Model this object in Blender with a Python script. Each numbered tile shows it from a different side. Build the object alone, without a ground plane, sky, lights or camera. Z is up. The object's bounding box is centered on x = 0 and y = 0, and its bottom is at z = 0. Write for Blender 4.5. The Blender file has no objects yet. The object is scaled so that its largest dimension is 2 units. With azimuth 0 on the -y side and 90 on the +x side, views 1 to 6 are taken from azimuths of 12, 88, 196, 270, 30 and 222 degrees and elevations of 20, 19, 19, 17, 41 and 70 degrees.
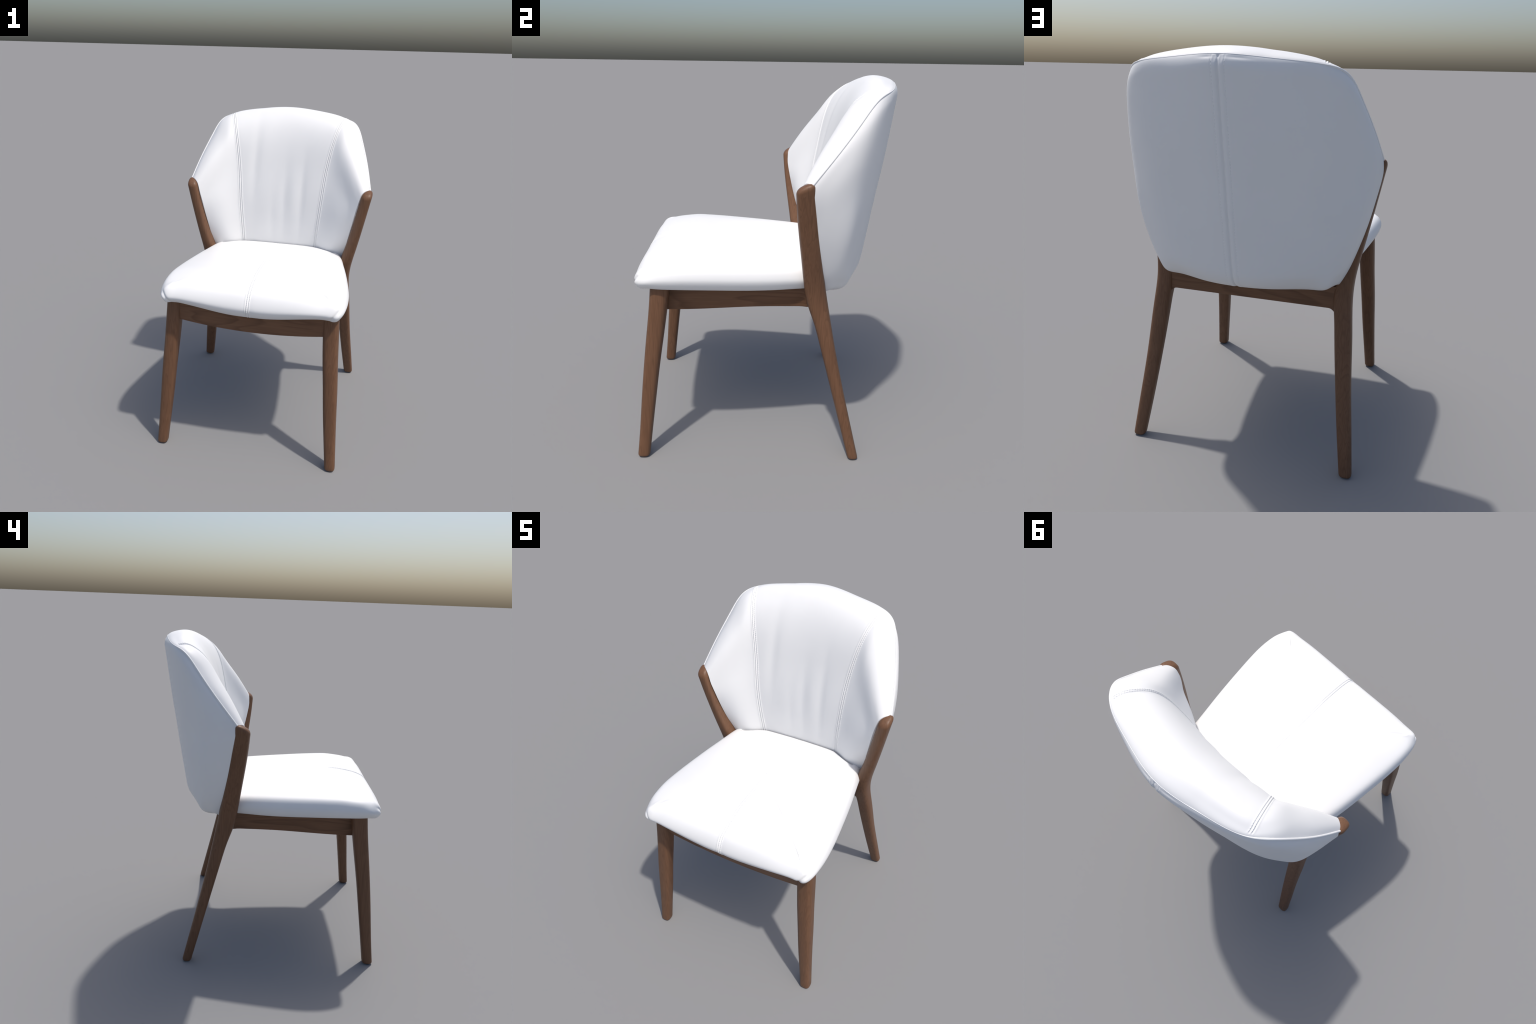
"""Dining chair: white leatherette shell back and domed seat on a walnut frame."""
import bpy, math
import numpy as np

rng = np.random.default_rng(7)

# ------------------------------------------------------------------ helpers
def spline(ts, pts):
    """Natural cubic spline through pts at parameters ts; returns a sampler."""
    ts = np.asarray(ts, float)
    P = np.asarray(pts, float)
    shp = P.shape[1:]
    P = P.reshape(len(ts), -1)
    n = len(ts)
    h = np.diff(ts)
    A = np.zeros((n, n))
    B = np.zeros_like(P)
    A[0, 0] = A[-1, -1] = 1
    for i in range(1, n - 1):
        A[i, i - 1], A[i, i], A[i, i + 1] = h[i - 1], 2 * (h[i - 1] + h[i]), h[i]
        B[i] = 6 * ((P[i + 1] - P[i]) / h[i] - (P[i] - P[i - 1]) / h[i - 1])
    M = np.linalg.solve(A, B)

    def f(t):
        t = np.atleast_1d(np.asarray(t, float))
        k = np.clip(np.searchsorted(ts, t) - 1, 0, n - 2)
        a = (ts[k + 1] - t)[:, None]
        b = (t - ts[k])[:, None]
        hh = h[k][:, None]
        r = (M[k] * a ** 3 + M[k + 1] * b ** 3) / (6 * hh) \
            + (P[k] / hh - M[k] * hh / 6) * a + (P[k + 1] / hh - M[k + 1] * hh / 6) * b
        return r.reshape((len(t),) + shp)
    return f


def smooth(x, a, b):
    t = np.clip((x - a) / (b - a), 0, 1)
    return t * t * (3 - 2 * t)


def gauss(x, c, w):
    return np.exp(-((x - c) / w) ** 2)


def grid_normals(G, wrap=False):
    du = np.gradient(G, axis=0)
    dv = np.gradient(G, axis=1)
    if wrap:
        du = (np.roll(G, -1, 0) - np.roll(G, 1, 0)) / 2
    N = np.cross(du, dv)
    return N / np.maximum(np.linalg.norm(N, axis=2, keepdims=True), 1e-12)


def grid_faces(nu, nv, base=0, flip=False, wrap=False):
    F = []
    for i in range(nu if wrap else nu - 1):
        j0 = (i + 1) % nu
        for j in range(nv - 1):
            q = (base + i * nv + j, base + j0 * nv + j, base + j0 * nv + j + 1, base + i * nv + j + 1)
            F.append(q[::-1] if flip else q)
    return F


def make(name, verts, faces, mat, parent=None, sharp=None, kind=None):
    me = bpy.data.meshes.new(name)
    me.from_pydata([tuple(map(float, v)) for v in verts], [], [tuple(map(int, f)) for f in faces])
    me.polygons.foreach_set("use_smooth", [True] * len(me.polygons))
    if sharp is not None:
        me.set_sharp_from_angle(angle=math.radians(sharp))
    me.materials.append(mat)
    me.update()
    ob = bpy.data.objects.new(name, me)
    bpy.context.scene.collection.objects.link(ob)
    if parent is not None:
        ob.parent = parent
    if kind:
        ob["kind"] = kind
    return ob


# ---------------------------------------------------------------- materials
def nodes_of(name):
    m = bpy.data.materials.new(name)
    m.use_nodes = True
    nt = m.node_tree
    return m, nt, nt.nodes["Principled BSDF"]


def leather(name, col, rough=0.5):
    m, nt, bs = nodes_of(name)
    N, L = nt.nodes, nt.links
    tc = N.new("ShaderNodeTexCoord")
    vo = N.new("ShaderNodeTexVoronoi")
    vo.inputs["Scale"].default_value = 260
    no = N.new("ShaderNodeTexNoise")
    no.inputs["Scale"].default_value = 6
    no.inputs["Detail"].default_value = 4
    L.new(tc.outputs["Object"], vo.inputs["Vector"])
    L.new(tc.outputs["Object"], no.inputs["Vector"])
    cr = N.new("ShaderNodeValToRGB")
    cr.color_ramp.elements[0].position = 0.3
    cr.color_ramp.elements[1].position = 0.7
    cr.color_ramp.elements[0].color = (*[c * 0.985 for c in col], 1)
    cr.color_ramp.elements[1].color = (*col, 1)
    L.new(no.outputs["Fac"], cr.inputs["Fac"])
    L.new(cr.outputs["Color"], bs.inputs["Base Color"])
    bp = N.new("ShaderNodeBump")
    bp.inputs["Strength"].default_value = 0.03
    bp.inputs["Distance"].default_value = 0.001
    L.new(vo.outputs["Distance"], bp.inputs["Height"])
    L.new(bp.outputs["Normal"], bs.inputs["Normal"])
    bs.inputs["Roughness"].default_value = rough
    bs.inputs["Specular IOR Level"].default_value = 0.4
    return m


def wood(name, axis, dark, mid, light, figure=.55, across=9.0):
    """Walnut: growth-ring figure plus fine pores, both drawn out along `axis`."""
    m, nt, bs = nodes_of(name)
    N, L = nt.nodes, nt.links
    tc = N.new("ShaderNodeTexCoord")

    def mapped(along, across, loc=(0, 0, 0)):
        mp = N.new("ShaderNodeMapping")
        s = [across] * 3
        s[axis] = along
        mp.inputs["Scale"].default_value = s
        mp.inputs["Location"].default_value = loc
        L.new(tc.outputs["Object"], mp.inputs["Vector"])
        return mp.outputs["Vector"]

    # broad figure: contour lines of a stretched noise field -> cathedral arches
    fig = N.new("ShaderNodeTexNoise")
    fig.inputs["Scale"].default_value = 1.0
    fig.inputs["Detail"].default_value = 1.5
    fig.inputs["Roughness"].default_value = 0.4
    L.new(mapped(1.3 if across < 20 else .5, across, (3.1, 1.7, 0.4)), fig.inputs["Vector"])
    mul = N.new("ShaderNodeMath"); mul.operation = "MULTIPLY"
    mul.inputs[1].default_value = 9.0
    L.new(fig.outputs["Fac"], mul.inputs[0])
    fr = N.new("ShaderNodeMath"); fr.operation = "FRACT"
    L.new(mul.outputs[0], fr.inputs[0])
    ramp = N.new("ShaderNodeValToRGB")
    e = ramp.color_ramp.elements
    e[0].position = 0.0; e[0].color = (*light, 1)
    e[1].position = 1.0; e[1].color = (*mid, 1)
    x = e.new(0.55); x.color = (*mid, 1)
    x = e.new(0.90); x.color = (*dark, 1)
    L.new(fr.outputs[0], ramp.inputs["Fac"])
    # fine streaks
    st = N.new("ShaderNodeTexNoise")
    st.inputs["Scale"].default_value = 1.0
    st.inputs["Detail"].default_value = 5
    st.inputs["Roughness"].default_value = 0.65
    L.new(mapped(4.0, 130.0), st.inputs["Vector"])
    sr = N.new("ShaderNodeValToRGB")
    sr.color_ramp.elements[0].position = 0.35
    sr.color_ramp.elements[0].color = (0.80, 0.79, 0.77, 1)
    sr.color_ramp.elements[1].position = 0.62
    sr.color_ramp.elements[1].color = (1.06, 1.06, 1.06, 1)
    L.new(st.outputs["Fac"], sr.inputs["Fac"])
    flat = N.new("ShaderNodeMix"); flat.data_type = "RGBA"
    flat.inputs["Factor"].default_value = figure
    flat.inputs["A"].default_value = (*mid, 1)
    L.new(ramp.outputs["Color"], flat.inputs["B"])
    mx = N.new("ShaderNodeMix"); mx.data_type = "RGBA"; mx.blend_type = "MULTIPLY"
    mx.inputs["Factor"].default_value = 0.65
    L.new(flat.outputs["Result"], mx.inputs["A"])
    L.new(sr.outputs["Color"], mx.inputs["B"])
    L.new(mx.outputs["Result"], bs.inputs["Base Color"])
    bp = N.new("ShaderNodeBump")
    bp.inputs["Strength"].default_value = 0.12
    bp.inputs["Distance"].default_value = 0.001
    L.new(st.outputs["Fac"], bp.inputs["Height"])
    L.new(bp.outputs["Normal"], bs.inputs["Normal"])
    bs.inputs["Roughness"].default_value = 0.46
    bs.inputs["Specular IOR Level"].default_value = 0.32
    return m


WHITE = (0.81, 0.81, 0.81)
M_LEATHER = leather("white_leatherette", WHITE)
M_THREAD = leather("white_thread", (0.83, 0.83, 0.83), 0.6)
WD, WM, WL = (0.090, 0.043, 0.022), (0.160, 0.079, 0.042), (0.176, 0.090, 0.049)
M_WOOD_Z = wood("walnut_upright", 2, WD, WM, WL, .32, 26.0)
M_WOOD_X = wood("walnut_crosswise", 0, WD, WM, WL)
M_WOOD_Y = wood("walnut_lengthwise", 1, WD, WM, WL)

# ------------------------------------------------------------------- chair
chair = bpy.data.objects.new("dining_chair", None)
bpy.context.scene.collection.objects.link(chair)
chair["label"] = "white upholstered dining chair with walnut wood legs"
chair["category"] = "chair"

# ---------------------------------------------------------------- backrest
# Columns run from the piping (ridge) over the rim and down.  Station 0 is the
# middle, 1 the stitched seam, 2 and 3 the wing, 4 the end that meets the post.
STN = [0.0, 0.22, 0.415, 0.515, 0.65, 0.83, 1.0]
FRONT = [
    [(0, .682, 1.966), (0, .640, 1.991), (0, .578, 2.000), (0, .515, 1.972), (0, .447, 1.890),
     (0, .390, 1.760), (0, .350, 1.600), (0, .318, 1.400), (0, .320, 1.200), (0, .335, 1.060), (0, .350, .950)],
    [(.225, .643, 1.951), (.224, .603, 1.972), (.221, .555, 1.981), (.213, .495, 1.952), (.203, .430, 1.878),
     (.190, .378, 1.757), (.174, .340, 1.597), (.163, .310, 1.400), (.155, .312, 1.200), (.150, .330, 1.060), (.147, .348, .950)],
    [(.405, .579, 1.931), (.403, .552, 1.944), (.397, .515, 1.946), (.378, .455, 1.913), (.358, .405, 1.860),
     (.332, .362, 1.755), (.303, .327, 1.590), (.285, .300, 1.400), (.268, .304, 1.200), (.260, .322, 1.070), (.255, .338, .950)],
    [(.470, .519, 1.903), (.455, .490, 1.916), (.430, .453, 1.910), (.399, .403, 1.872), (.374, .362, 1.804),
     (.350, .342, 1.710), (.335, .312, 1.560), (.322, .285, 1.390), (.306, .286, 1.200), (.295, .299, 1.070), (.288, .314, .950)],
    [(.520, .440, 1.811), (.494, .415, 1.823), (.460, .385, 1.819), (.424, .352, 1.792), (.405, .323, 1.740),
     (.397, .298, 1.653), (.394, .272, 1.522), (.375, .250, 1.370), (.355, .256, 1.200), (.340, .274, 1.070), (.330, .297, .950)],
    [(.570, .330, 1.670), (.545, .302, 1.683), (.510, .277, 1.682), (.484, .257, 1.662), (.469, .242, 1.621),
     (.465, .229, 1.551), (.462, .218, 1.450), (.445, .212, 1.340), (.418, .232, 1.190), (.400, .262, 1.070), (.385, .290, .950)],
    [(.608, .212, 1.528), (.594, .196, 1.533), (.576, .181, 1.528), (.556, .169, 1.508), (.545, .166, 1.475),
     (.537, .166, 1.440), (.525, .175, 1.385), (.510, .193, 1.300), (.488, .224, 1.180), (.470, .262, 1.070), (.455, .290, .950)],
]
BACK = [
    [(0, .682, 1.966), (0, .699, 1.926), (0, .690, 1.850), (0, .659, 1.640), (0, .631, 1.460), (0, .600, 1.260),
     (0, .566, 1.070), (0, .549, 1.000), (0, .515, .952), (0, .450, .928), (0, .370, .928)],
    [(.225, .643, 1.951), (.230, .655, 1.910), (.232, .648, 1.840), (.230, .623, 1.640), (.225, .595, 1.460), (.215, .566, 1.260),
     (.200, .540, 1.070), (.192, .522, 1.000), (.187, .487, .952), (.182, .430, .928), (.178, .365, .928)],
    [(.405, .579, 1.931), (.417, .582, 1.895), (.424, .575, 1.830), (.422, .555, 1.640), (.413, .532, 1.460), (.398, .508, 1.260),
     (.370, .486, 1.070), (.354, .467, 1.000), (.342, .437, .955), (.332, .395, .930), (.322, .350, .930)],
    [(.470, .519, 1.903), (.484, .526, 1.872), (.495, .522, 1.800), (.495, .500, 1.625), (.487, .480, 1.455), (.470, .464, 1.260),
     (.436, .447, 1.070), (.415, .440, .996), (.400, .423, .952), (.384, .388, .931), (.370, .343, .931)],
    [(.520, .440, 1.811), (.534, .446, 1.782), (.546, .446, 1.725), (.553, .434, 1.600), (.549, .420, 1.450), (.532, .414, 1.260),
     (.485, .400, 1.070), (.453, .394, 1.000), (.435, .380, .958), (.418, .357, .937), (.402, .328, .938)],
    [(.570, .330, 1.670), (.581, .336, 1.645), (.588, .338, 1.600), (.593, .334, 1.520), (.584, .330, 1.400), (.557, .334, 1.240),
     (.507, .344, 1.070), (.474, .350, 1.000), (.456, .346, .962), (.441, .335, .945), (.428, .318, .950)],
    [(.608, .212, 1.528), (.612, .216, 1.510), (.613, .221, 1.480), (.606, .231, 1.425), (.590, .244, 1.345), (.560, .263, 1.215),
     (.513, .292, 1.065), (.484, .308, .995), (.463, .314, .955), (.450, .314, .940), (.440, .310, .944)],
]


def mirrored(cols):
    C = np.array(cols, float)
    Lft = C[1:][::-1].copy()
    Lft[..., 0] *= -1
    return [-s for s in STN[1:]][::-1] + STN, np.concatenate([Lft, C])


def loft(front_cols, back_cols, us, nv):
    """Loft front and back covers.  In the middle both follow one continuous
    curve rolling over the rim; on the wings they meet in a welted crease."""
    st, CF = mirrored(front_cols)
    _, CB = mirrored(back_cols)
    CF, CB = spline(st, CF)(us), spline(st, CB)(us)             # (nu, ncp, 3)
    n = CF.shape[1]
    vs = np.linspace(0, n - 1, nv)
    sep = [np.swapaxes(spline(range(n), np.swapaxes(C, 0, 1))(vs), 0, 1) for C in (CF, CB)]
    both = spline(range(-(n - 1), n), np.swapaxes(np.concatenate([CF[:, ::-1], CB[:, 1:]], 1), 0, 1))
    one = [np.swapaxes(both(sg * vs), 0, 1) for sg in (-1, 1)]
    w = .75 * (1 - smooth(abs(us), .40, .62))[:, None, None] + .25
    return [a * (1 - w) + b * w for a, b in zip(sep, one)]


def u_samples(focus, n=150, width=0.05, extra=44):
    us = set(np.round(np.linspace(-1, 1, n), 5))
    for f in focus:
        us |= set(np.round(np.linspace(f - width, f + width, extra), 5))
    us = np.array(sorted(us))
    return us[np.r_[True, np.diff(us) > 4e-4]]


SEAM = STN[2]
US = u_samples([-SEAM, SEAM, 0.0])
NV = 200
front, back = loft(FRONT, BACK, US, NV)
VF = np.linspace(0, 1, NV)[None, :]


def relax_across(G, width, v0, v1):
    """Local-linear smoothing across the columns, easing in below the rim."""
    D = US[None, :] - US[:, None]
    sp = np.gradient(US)
    K = np.exp(-(D / width) ** 2) * sp[None, :]
    s0, s1, s2 = K.sum(1), (K * D).sum(1), (K * D * D).sum(1)
    Wt = K * (s2[:, None] - s1[:, None] * D) / (s0 * s2 - s1 ** 2)[:, None]
    Sm = np.einsum("ij,jkl->ikl", Wt, G)
    a = smooth(np.linspace(0, FRONT_N, NV), v0, v1)[None, :, None]
    return G * (1 - a) + Sm * a


FRONT_N = len(FRONT[0]) - 1
front = relax_across(front, .092, .1, 1.8)


def seam_profile(d, gap, depth, crown, gw=0.0022):
    """Twin-stitched seam: a stitch groove each side of a slightly raised fold."""
    return (-depth * (gauss(d, -gap, gw) + gauss(d, gap, gw))
            + crown * (gauss(d, 0, gap * 0.6) + .6 * gauss(d, gap * 2.0, gap * .6) + .6 * gauss(d, -gap * 2.0, gap * .6)))


nF = grid_normals(front)
nF *= -np.sign((nF[..., 1:2]).mean())
seam_line, seam_norm = {}, {}
disp = np.zeros(front.shape[:2])
for sgn in (-1, 1):
    k = int(np.argmin(abs(US - sgn * SEAM)))
    seam_line[sgn], seam_norm[sgn] = front[k].copy(), nF[k].copy()
    dist = np.linalg.norm(front - front[k][None], axis=2) * np.sign(US - US[k])[:, None]
    fade = smooth(VF, 0.03, 0.08) * (.6 + .4 * smooth(VF, .12, .28))
    disp += fade * seam_profile(dist, 0.0062, 0.0032, 0.0022)
    disp += -0.002 * fade * gauss(dist, 0, 0.03)          # cushions dip to the seam
# soft vertical drag folds in the middle panel
X, Z = front[..., 0], front[..., 2]
for cx, lean, zc, zw, w, a in [(-.195, .02, 1.64, .25, .032, -.0080), (-.10, .01, 1.40, .22, .040, .002),
                               (.025, .00, 1.40, .20, .030, -.0060), (.085, .00, 1.42, .22, .028, .0025),
                               (.145, .02, 1.42, .24, .026, -.0080), (.215, .05, 1.44, .28, .030, .0015),
                               (-.06, .0, 1.25, .15, .022, -.002)]:
    disp += a * gauss(X, cx + lean * (Z - 1.4), w) * gauss(Z, zc, zw) * 0.75 * (1 - smooth(abs(US), .34, .44))[:, None]
front = front + disp[..., None] * nF
nF2 = grid_normals(front)
nF2 *= -np.sign((nF2[..., 1:2]).mean())

nB = grid_normals(back)
nB *= np.sign(nB[..., 1].mean())
kc = int(np.argmin(abs(US)))
rx, rz = back[:, 0, 0], back[:, 0, 2]
dist = back[..., 0]
fadeB = smooth(VF, 0.0, 0.03)
dB = -0.0050 * gauss(dist, 0, 0.0050) - 0.0015 * gauss(dist, 0, .016)
dB += 0.0012 * (gauss(dist, -.017, .010) + gauss(dist, .017, .010))
dB += -0.0012 * (gauss(dist, -.028, .003) + gauss(dist, .028, .003))
dB = dB * smooth(VF, 0.0, 0.02) * (1 - smooth(VF, 0.86, 0.95))
# puckers where the cover is gathered at the top of the centre seam
wy = back[..., 2] - 1.966
dB += 0.0024 * np.cos(dist * 2 * math.pi / 0.032) * gauss(dist, 0, .026) * gauss(wy, -.020, .014)
rise = back[..., 2] - np.interp(back[..., 0], rx, rz)              # below the ridge
dB += -0.0022 * gauss(rise, -.011, .006) * (gauss(dist, .050, .030) + gauss(dist, -.075, .048))
back = back + dB[..., None] * nB
# both covers meet exactly at the ridge
ridge = loft(FRONT, BACK, US, 3)[0][:, 0]
front[:, 0] = ridge
back[:, 0] = ridge

nu = len(US)
backrest = make("backrest", front.reshape(-1, 3), grid_faces(nu, NV), M_LEATHER, chair)
verts = back.reshape(-1, 3)
faces = grid_faces(nu, NV, flip=True)
# hidden closing strips: underside and the two ends behind the posts
fb, bb = front[:, -1], back[:, -1]
b0 = len(verts)
verts = np.concatenate([verts, fb, bb])
for i in range(nu - 1):
    faces.append((b0 + i, b0 + i + 1, b0 + nu + i + 1, b0 + nu + i))
for col, flip in ((0, False), (nu - 1, True)):
    b1 = len(verts)
    verts = np.concatenate([verts, front[col], back[col]])
    for j in range(1, NV - 1) if False else range(NV - 1):
        q = (b1 + j, b1 + j + 1, b1 + NV + j + 1, b1 + NV + j)
        if j == 0:
            q = (b1, b1 + 1, b1 + NV + 1)
        faces.append(q[::-1] if flip else q)
shell = make("back_panel", verts, faces, M_LEATHER, backrest, sharp=50)


def tube(path, radius, sides=10, normal=None, squash=1.0):
    P = np.asarray(path, float)
    T = np.gradient(P, axis=0)
    T /= np.linalg.norm(T, axis=1, keepdims=True)
    ref = np.array([0, 1.0, 0]) if normal is None else normal
    A = np.cross(T, ref)
    A /= np.linalg.norm(A, axis=1, keepdims=True)
    B = np.cross(A, T)
    r = np.broadcast_to(np.asarray(radius, float), (len(P),))
    th = np.linspace(0, 2 * math.pi, sides, endpoint=False)
    V = P[:, None] + r[:, None, None] * (np.cos(th)[None, :, None] * A[:, None] + squash * np.sin(th)[None, :, None] * B[:, None])
    F = []
    for i in range(len(P) - 1):
        for j in range(sides):
            k = (j + 1) % sides
            F.append((i * sides + j, i * sides + k, (i + 1) * sides + k, (i + 1) * sides + j))
    F.append(tuple(range(sides))[::-1])
    F.append(tuple((len(P) - 1) * sides + j for j in range(sides)))
    return V.reshape(-1, 3), F


# piping along the ridge: full on the wings, sunk along the top
upath = np.linspace(-1, 1, 400)
rp = loft(FRONT, BACK, upath, 3)[0][:, 0]
w = smooth(abs(upath), 0.34, 0.50)
rad = 0.0012 + 0.0043 * w
pv, pf = tube(rp, rad, 10)
make("piping", pv, pf, M_LEATHER, backrest)


def stitches(lines, pitch, length, radius):
    """Rows of little thread capsules; each line = (points, normals)."""
    V, F = [], []
    prof = [(-1, .0), (-.8, .62), (-.35, 1.), (.35, 1.), (.8, .62), (1, .0)]
    for P, Nn in lines:
        s = np.r_[0, np.cumsum(np.linalg.norm(np.diff(P, axis=0), axis=1))]
        for c in np.arange(pitch, s[-1] - pitch / 2, pitch):
            p = np.array([np.interp(c, s, P[:, i]) for i in range(3)])
            q = np.array([np.interp(c + .002, s, P[:, i]) for i in range(3)])
            n = np.array([np.interp(c, s, Nn[:, i]) for i in range(3)])
            t = (q - p) / np.linalg.norm(q - p)
            n /= np.linalg.norm(n)
            b = np.cross(t, n)
            L = length * rng.uniform(.88, 1.08)
            base = len(V)
            for a, r in prof:
                for j in range(6):
                    th = j * math.pi / 3
                    V.append(p + t * a * L / 2 + radius * max(r, .05) * (math.cos(th) * b + math.sin(th) * n))
            for i in range(len(prof) - 1):
                for j in range(6):
                    k = (j + 1) % 6
                    F.append((base + i * 6 + j, base + i * 6 + k, base + i * 6 + 6 + k, base + i * 6 + 6 + j))
    return V, F


def grid_offset_line(G, Nn, k, off, lo, hi):
    """Walk each row of grid G sideways from column k by `off` metres."""
    P, Q = [], []
    for j in range(int(lo * NV), int(hi * NV)):
        d = np.linalg.norm(G[:, j] - G[k, j], axis=1) * np.sign(np.arange(nu) - k)
        P.append([np.interp(off, d[k - 25:k + 26], G[k - 25:k + 26, j, i]) for i in range(3)])
        Q.append([np.interp(off, d[k - 25:k + 26], Nn[k - 25:k + 26, j, i]) for i in range(3)])
    return np.array(P), np.array(Q)


lines = []
for sgn in (-1, 1):
    k = int(np.argmin(abs(US - sgn * SEAM)))
    for off in (-.0006, .0118):
        lines.append(grid_offset_line(front, nF2, k, off, .05, .97))
sv, sf = stitches(lines, .0115, .0092, .0017)
make("seam_stitching", sv, sf, M_THREAD, backrest, kind="stuff")
lines = []
for off in (-.028, .028):
    lines.append(grid_offset_line(back, nB, kc, off, .04, .88))
sv, sf = stitches(lines, .014, .0095, .0014)
make("panel_stitching", sv, sf, M_THREAD, backrest, kind="stuff")

# -------------------------------------------------------------------- seat
# Plan outline (right half, front centre to rear centre) of the widest level.
HALF = [(0, -.668), (.12, -.668), (.25, -.666), (.36, -.662), (.44, -.658), (.486, -.656), (.511, -.646), (.529, -.620),
        (.545, -.56), (.552, -.43), (.537, -.25), (.504, 0), (.473, .19), (.452, .285), (.410, .345),
        (.31, .380), (.15, .397), (0, .402)]
H = np.array(HALF)
s = np.r_[0, np.cumsum(np.linalg.norm(np.diff(H, axis=0), axis=1))]
hs = spline(s, H)
tt = set(np.round(np.linspace(0, s[-1], 150), 5)) | set(np.round(np.linspace(0, .045, 34), 5)) \
    | set(np.round(s[-1] - np.linspace(0, .045, 34), 5)) | set(np.round(np.linspace(s[4], s[8], 60), 5))
tt = np.array(sorted(tt))
tt = tt[np.r_[True, np.diff(tt) > 4e-4]]
R = hs(tt)
R[0, 0] = R[-1, 0] = 0
out = np.concatenate([R, (R * [-1, 1])[::-1][1:-1]])            # closed loop
nO = len(out)
ctr = np.array([0, -.14])

x, y = out[:, 0], out[:, 1]
ax = abs(x)
frontness = 1 - smooth(y, -.655, -.56)
corner = gauss(ax, .515, .05) * gauss(y, -.645, .05)            # pinched ears
tan = np.roll(out, -1, 0) - np.roll(out, 1, 0)
nrm = np.stack([tan[:, 1], -tan[:, 0]], 1)
nrm /= np.linalg.norm(nrm, axis=1, keepdims=True)
# inset directions: outline normals averaged over a wide arc, so the inset rings
# never cross over themselves at the corners
seg = np.linalg.norm(np.roll(out, -1, 0) - out, axis=1)
arc = np.r_[0, np.cumsum(seg)[:-1]]
tot = seg.sum()
wt = (seg + np.roll(seg, 1)) / 2
da = abs(arc[:, None] - arc[None, :])
da = np.minimum(da, tot - da)
Wn = np.exp(-(da / .085) ** 2) * wt[None, :]
inn = Wn @ nrm
inn /= np.linalg.norm(inn, axis=1, keepdims=True)
zb = (.938 + .038 * smooth(ax, .05, .47)) * frontness + (.975 - .024 * smooth(y, -.52, .10)) * (1 - frontness)


def top_height(px, py):
    """Upholstered crown of the seat: a soft pillow, higher at the front."""
    wd = np.interp(py, [-.67, -.43, -.25, 0, .19, .40], [.540, .553, .538, .505, .475, .440])
    X = np.clip(abs(px) / wd, 0, 1)
    Y = np.clip(abs((py + .133) / .535), 0, 1)
    crown = 1.134 - .044 * np.clip((py + .42) / .76, 0, 1) ** 1.25 - .013 * smooth(-py, .38, .62)
    return crown - .050 * (1 - (1 - X ** 3.5) * (1 - Y ** 6))


# cross profile: (inset m, height share between bottom edge and top level)
PROF = [(.080, -.03), (.036, .0), (.017, .09), (.006, .22), (.0, .38), (.004, .53), (.015, .68), (.038, .80), (.082, .88)]
FRONT_PROF = [(.078, -.03), (.044, .0), (.022, .09), (.007, .20), (.0, .32), (.006, .46), (.022, .62), (.054, .79), (.112, .92)]
NP = 120
tp = np.linspace(0, len(PROF) - 1, NP)
prs = spline(range(len(PROF)), PROF)(tp)
prf = spline(range(len(PROF)), FRONT_PROF)(tp)
fr1 = smooth(1 - smooth(y, -.655, -.50), 0, 1)


def inset_ring(k):
    o = (prs[k, 0] * (1 - fr1) + prf[k, 0] * fr1) * (1 - .45 * corner)
    return out - inn * o[:, None]


rim_xy = inset_ring(NP - 1)
rim_h = prs[NP - 1, 1] * (1 - fr1) + prf[NP - 1, 1] * fr1
edge_top = zb + (top_height(rim_xy[:, 0], rim_xy[:, 1]) - zb) / rim_h
rings = []
for k in range(NP):
    h = prs[k, 1] * (1 - fr1) + prf[k, 1] * fr1
    rings.append(np.c_[inset_ring(k), zb + (edge_top - zb) * h])
last = rings[-1]
NR = 150
for i in range(1, NR + 1):
    xy = ctr + (last[:, :2] - ctr) * (1 - i / NR)
    rings.append(np.c_[xy, top_height(xy[:, 0], xy[:, 1])])
S = np.array(rings)                                             # (nr, nO, 3)
S = np.swapaxes(S, 0, 1)
nS = grid_normals(S, wrap=True)
nS *= np.sign(nS[:, -30:, 2].mean())
# centre seam, front edge to rear; deeper at the front roll
d = S[..., 0]
amp = 0.35 + .65 * smooth(-S[..., 1], .3, .60)
amp = amp * smooth(S[..., 2], .945, .958) * (abs(S[..., 1] + .14) > .02)
ds = amp * seam_profile(d, .0062, .0030, .0022) - .0025 * amp * gauss(d, 0, .03)
# tucked fold in each front corner: a crease running from the tip down and inwards
for sg in (-1, 1):
    px, pz = sg * S[..., 0] - .514, S[..., 2] - 1.040
    tx, tz = -.0498, -.0622
    ln = math.hypot(tx, tz)
    t = (px * tx + pz * tz) / ln ** 2
    q = (px * -tz + pz * tx) / ln                       # + towards the outer edge
    m = smooth(t, -.25, .10) * (1 - smooth(t, .75, 1.25)) * (1 - smooth(S[..., 1], -.645, -.60))
    ds += m * (-.0060 * gauss(q, -.004, .010) + .0010 * gauss(q, .013, .009))
# narrow shadow gap where the seat meets the back cushion
jz = int(np.argmin(abs(front[kc, :, 2] - 1.066)))
o_ = np.argsort(front[:, jz, 0])
gapd = S[..., 1] - np.interp(S[..., 0], front[o_, jz, 0], front[o_, jz, 1])
ds += -.030 * gauss(gapd, .0, .0055) * (abs(S[..., 0]) < .40) * smooth(S[..., 2], 1.03, 1.05)
S = S + ds[..., None] * nS
nr = S.shape[1]
sverts = S.reshape(-1, 3)
sfaces = grid_faces(nO, nr, wrap=True)
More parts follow.
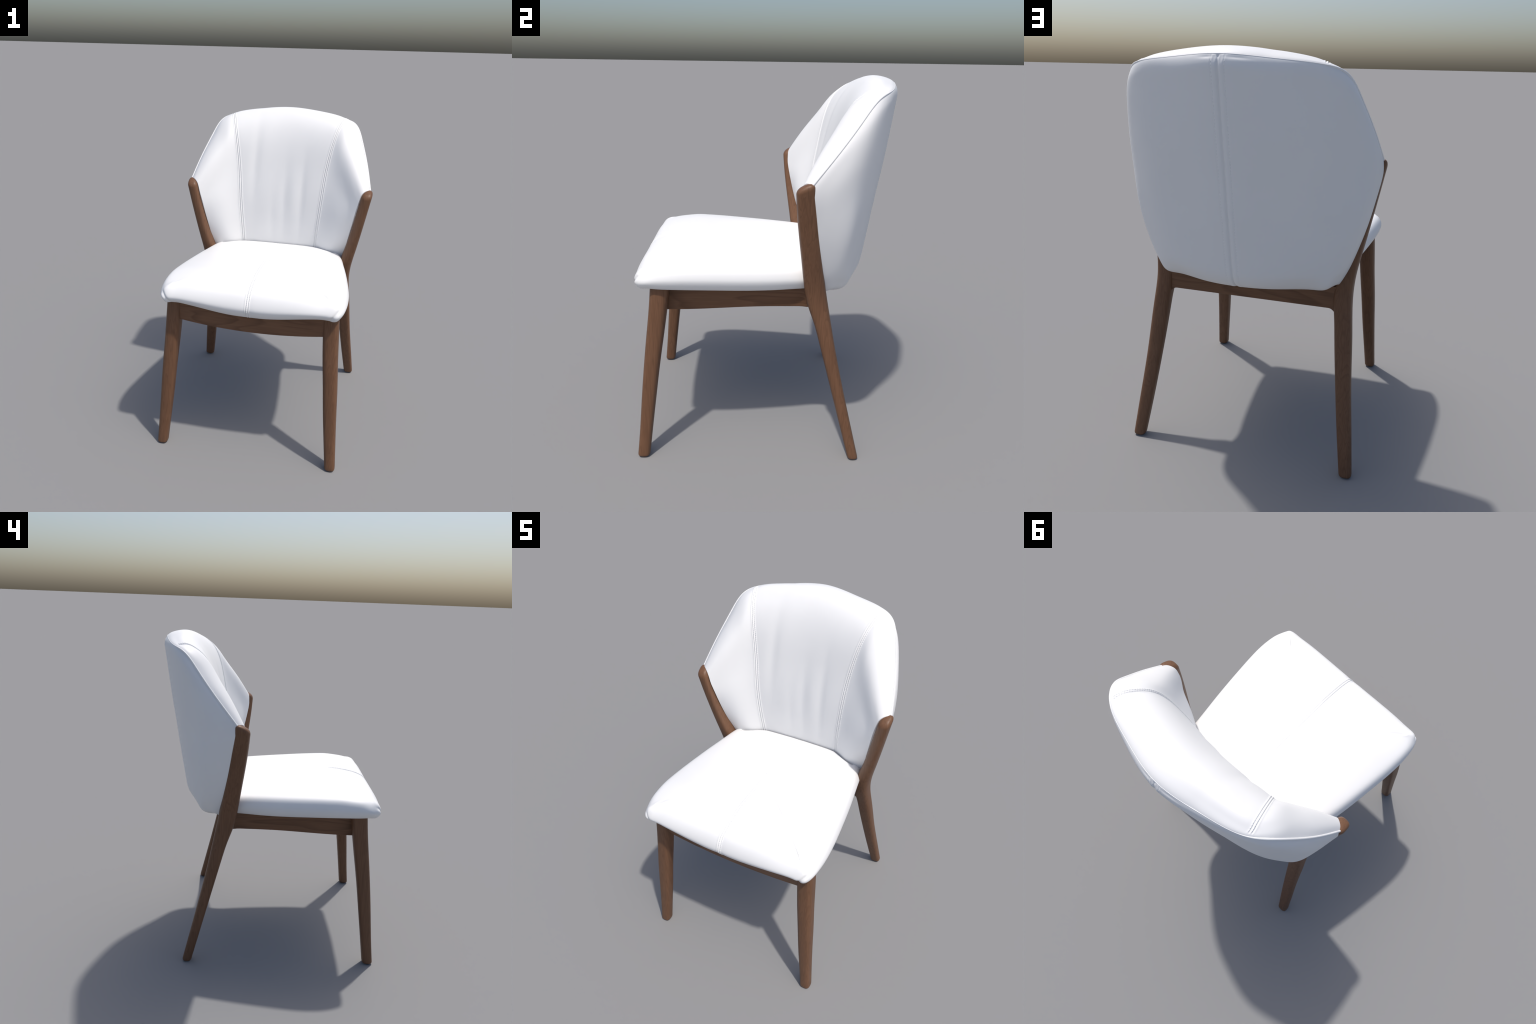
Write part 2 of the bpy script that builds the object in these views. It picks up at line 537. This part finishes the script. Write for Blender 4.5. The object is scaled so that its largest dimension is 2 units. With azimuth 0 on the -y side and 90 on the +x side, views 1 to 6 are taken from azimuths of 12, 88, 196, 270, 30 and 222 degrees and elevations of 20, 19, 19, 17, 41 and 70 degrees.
# underside disc
b = len(sverts)
sverts = np.concatenate([sverts, [[0, -.14, .958]]])
for i in range(nO):
    sfaces.append((((i + 1) % nO) * nr, i * nr, b))
seat = make("seat", sverts, sfaces, M_LEATHER, chair)
bpy.context.view_layer.update()

lines = []
# stitch rows on the seat follow the two grooves at x = +-8.5 mm
nS2 = grid_normals(S, wrap=True)
nS2 *= np.sign(nS2[:, -30:, 2].mean())
for sg in (1, -1):
    P, Q = [], []
    for j in range(8, nr - 85):
        cand = range(1, 40) if sg > 0 else [nO - i for i in range(1, 40)]
        xs = [abs(S[i, j, 0]) for i in cand]
        if xs[-1] < .0115:
            break
        P.append([np.interp(.0115 if sg > 0 else .0004, xs, [S[i, j, a] for i in cand]) for a in range(3)])
        Q.append([np.interp(.0115 if sg > 0 else .0004, xs, [nS2[i, j, a] for i in cand]) for a in range(3)])
    lines.append((np.array(P), np.array(Q)))
sv, sf = stitches(lines, .0115, .0092, .0017)
make("seat_stitching", sv, sf, M_THREAD, seat, kind="stuff")


# -------------------------------------------------------------------- legs
def superring(cx, cy, hx, hy, n=40, p=2.8):
    th = np.linspace(0, 2 * math.pi, n, endpoint=False)
    c, s_ = np.cos(th), np.sin(th)
    return np.c_[cx + hx * np.sign(c) * abs(c) ** (2 / p), cy + hy * np.sign(s_) * abs(s_) ** (2 / p)]


def leg(name, stations, nz, top_round, tilt, p, sx):
    """stations: (z, x_in, x_out, y_front, y_back).  Foot gets a small round."""
    st = np.array(stations)
    f = spline(st[:, 0], st[:, 1:])
    z0, z1 = st[0, 0], st[-1, 0]
    e1 = ((f(z1) - f(z1 - .01))[0] / .01)
    lean_x, lean_y = (e1[0] + e1[1]) / 2, (e1[2] + e1[3]) / 2
    fr = .016
    zs = [(z0 + fr * (1 - math.cos(a)), fr * (1 - math.sin(a))) for a in np.linspace(0, math.pi / 2, 7)]
    zs += [(z, 0) for z in np.linspace(z0 + fr, z1, nz)[1:]]
    V = []
    n = 40
    for z, ins in zs:
        a = f(z)[0]
        cx, cy, hx, hy = (a[0] + a[1]) / 2, (a[2] + a[3]) / 2, (a[1] - a[0]) / 2, (a[3] - a[2]) / 2
        ring = superring(cx, cy, hx - ins, hy - ins, n, p)
        t = smooth(z, z1 - .12, z1)
        dz = tilt * t * (ring[:, 1] - cy)
        V.append(np.c_[ring[:, 0] + lean_x * dz, ring[:, 1] + lean_y * dz, z + dz])
    if top_round:
        a = f(z1)[0]
        cx, cy, hx, hy = (a[0] + a[1]) / 2, (a[2] + a[3]) / 2, (a[1] - a[0]) / 2, (a[3] - a[2]) / 2
        for ang in np.linspace(0, math.pi / 2, 12)[1:]:
            c, s_ = max(math.cos(ang), .002) ** .7, math.sin(ang)
            ring = superring(cx, cy, hx * c, hy * c, n, p)
            dz = top_round * s_ + tilt * (ring[:, 1] - cy)
            V.append(np.c_[ring[:, 0] + lean_x * dz, ring[:, 1] + lean_y * dz, z1 + dz])
    V = np.array(V)
    m = len(V)
    V[..., 0] *= sx
    F = []
    for i in range(m - 1):
        for j in range(n):
            k = (j + 1) % n
            q = (i * n + j, i * n + k, (i + 1) * n + k, (i + 1) * n + j)
            F.append(q if sx > 0 else q[::-1])
    bot, top = tuple(range(n)), tuple((m - 1) * n + j for j in range(n))
    F += [bot[::-1], top] if sx > 0 else [bot, top[::-1]]
    # own origin on the foot, so the grain differs from leg to leg
    o = V.reshape(-1, 3)[:n].mean(0)
    org = np.array([o[0], o[1], 0])
    ob = make(name, V.reshape(-1, 3) - org, F, M_WOOD_Z, chair)
    ob.location = org
    return ob


REAR = [(0, .537, .600, .466, .522), (.2, .507, .579, .413, .474), (.5, .468, .548, .334, .404),
        (.68, .448, .534, .286, .366), (.78, .437, .524, .257, .347), (.88, .425, .518, .222, .328), (.98, .436, .525, .201, .309),
        (1.10, .470, .548, .184, .286), (1.25, .506, .578, .163, .263), (1.40, .536, .606, .145, .242),
        (1.496, .555, .624, .137, .228)]
FORE = [(0, .503, .566, -.687, -.622), (.17, .486, .556, -.668, -.600), (.36, .467, .546, -.650, -.574),
        (.53, .453, .538, -.632, -.550), (.70, .438, .527, -.612, -.523), (.86, .427, .519, -.592, -.498),
        (.985, .420, .512, -.580, -.482)]
for sx in (1, -1):
    leg("front_leg", FORE, 60, 0, 0, 3.0, sx)
for sx in (1, -1):
    leg("rear_leg", REAR, 110, .030, .42, 3.0, sx)


# ------------------------------------------------------------------ aprons
def rail(name, axis, spans, mat, bevel=.004):
    """Rail along axis: spans = list of (t, lo, hi, face_a, face_b)."""
    V, F = [], []
    b = bevel
    for t, lo, hi, fa, fb_ in spans:
        sec = [(fa + b, lo), (fb_ - b, lo), (fb_ - b * .3, lo + b * .3), (fb_, lo + b), (fb_, hi), (fa, hi), (fa, lo + b), (fa + b * .3, lo + b * .3)]
        for q, z in sec:
            V.append((t, q, z) if axis == 0 else (q, t, z))
    m = 8
    for i in range(len(spans) - 1):
        for j in range(m):
            k = (j + 1) % m
            F.append((i * m + j, (i + 1) * m + j, (i + 1) * m + k, i * m + k))
    F.append(tuple(range(m)))
    F.append(tuple((len(spans) - 1) * m + j for j in range(m))[::-1])
    V = np.array(V)
    org = V.mean(0)
    ob = make(name, V - org, F if axis == 0 else [f[::-1] for f in F], mat, chair, sharp=50)
    ob.location = org
    return ob


ts = np.linspace(-.435, .435, 60)
rail("front_apron", 0, [(t, .842 - .030 * (1 - (t / .42) ** 2), .972, -.572, -.528) for t in ts], M_WOOD_X)
for sx in (1, -1):
    ys = np.linspace(-.51, .262, 40)
    sp = [(t, .830 + .012 * smooth(t, -.5, .1), .968, .392, .436 - .015 * smooth(t, -.45, .0) + .010 * smooth(t, .19, .23)) for t in ys]
    if sx < 0:
        sp = [(t, a, b_, -d_, -c) for t, a, b_, c, d_ in sp]
    rail("side_apron", 1, sp, M_WOOD_Y)
tr = np.linspace(-.445, .445, 160)
rail("rear_apron", 0, [(t, .809 - .017 * (np.clip((abs(t) - .405) / .03, 0, 1.0)) ** 2.2, .925, .268, .312) for t in tr], M_WOOD_X)
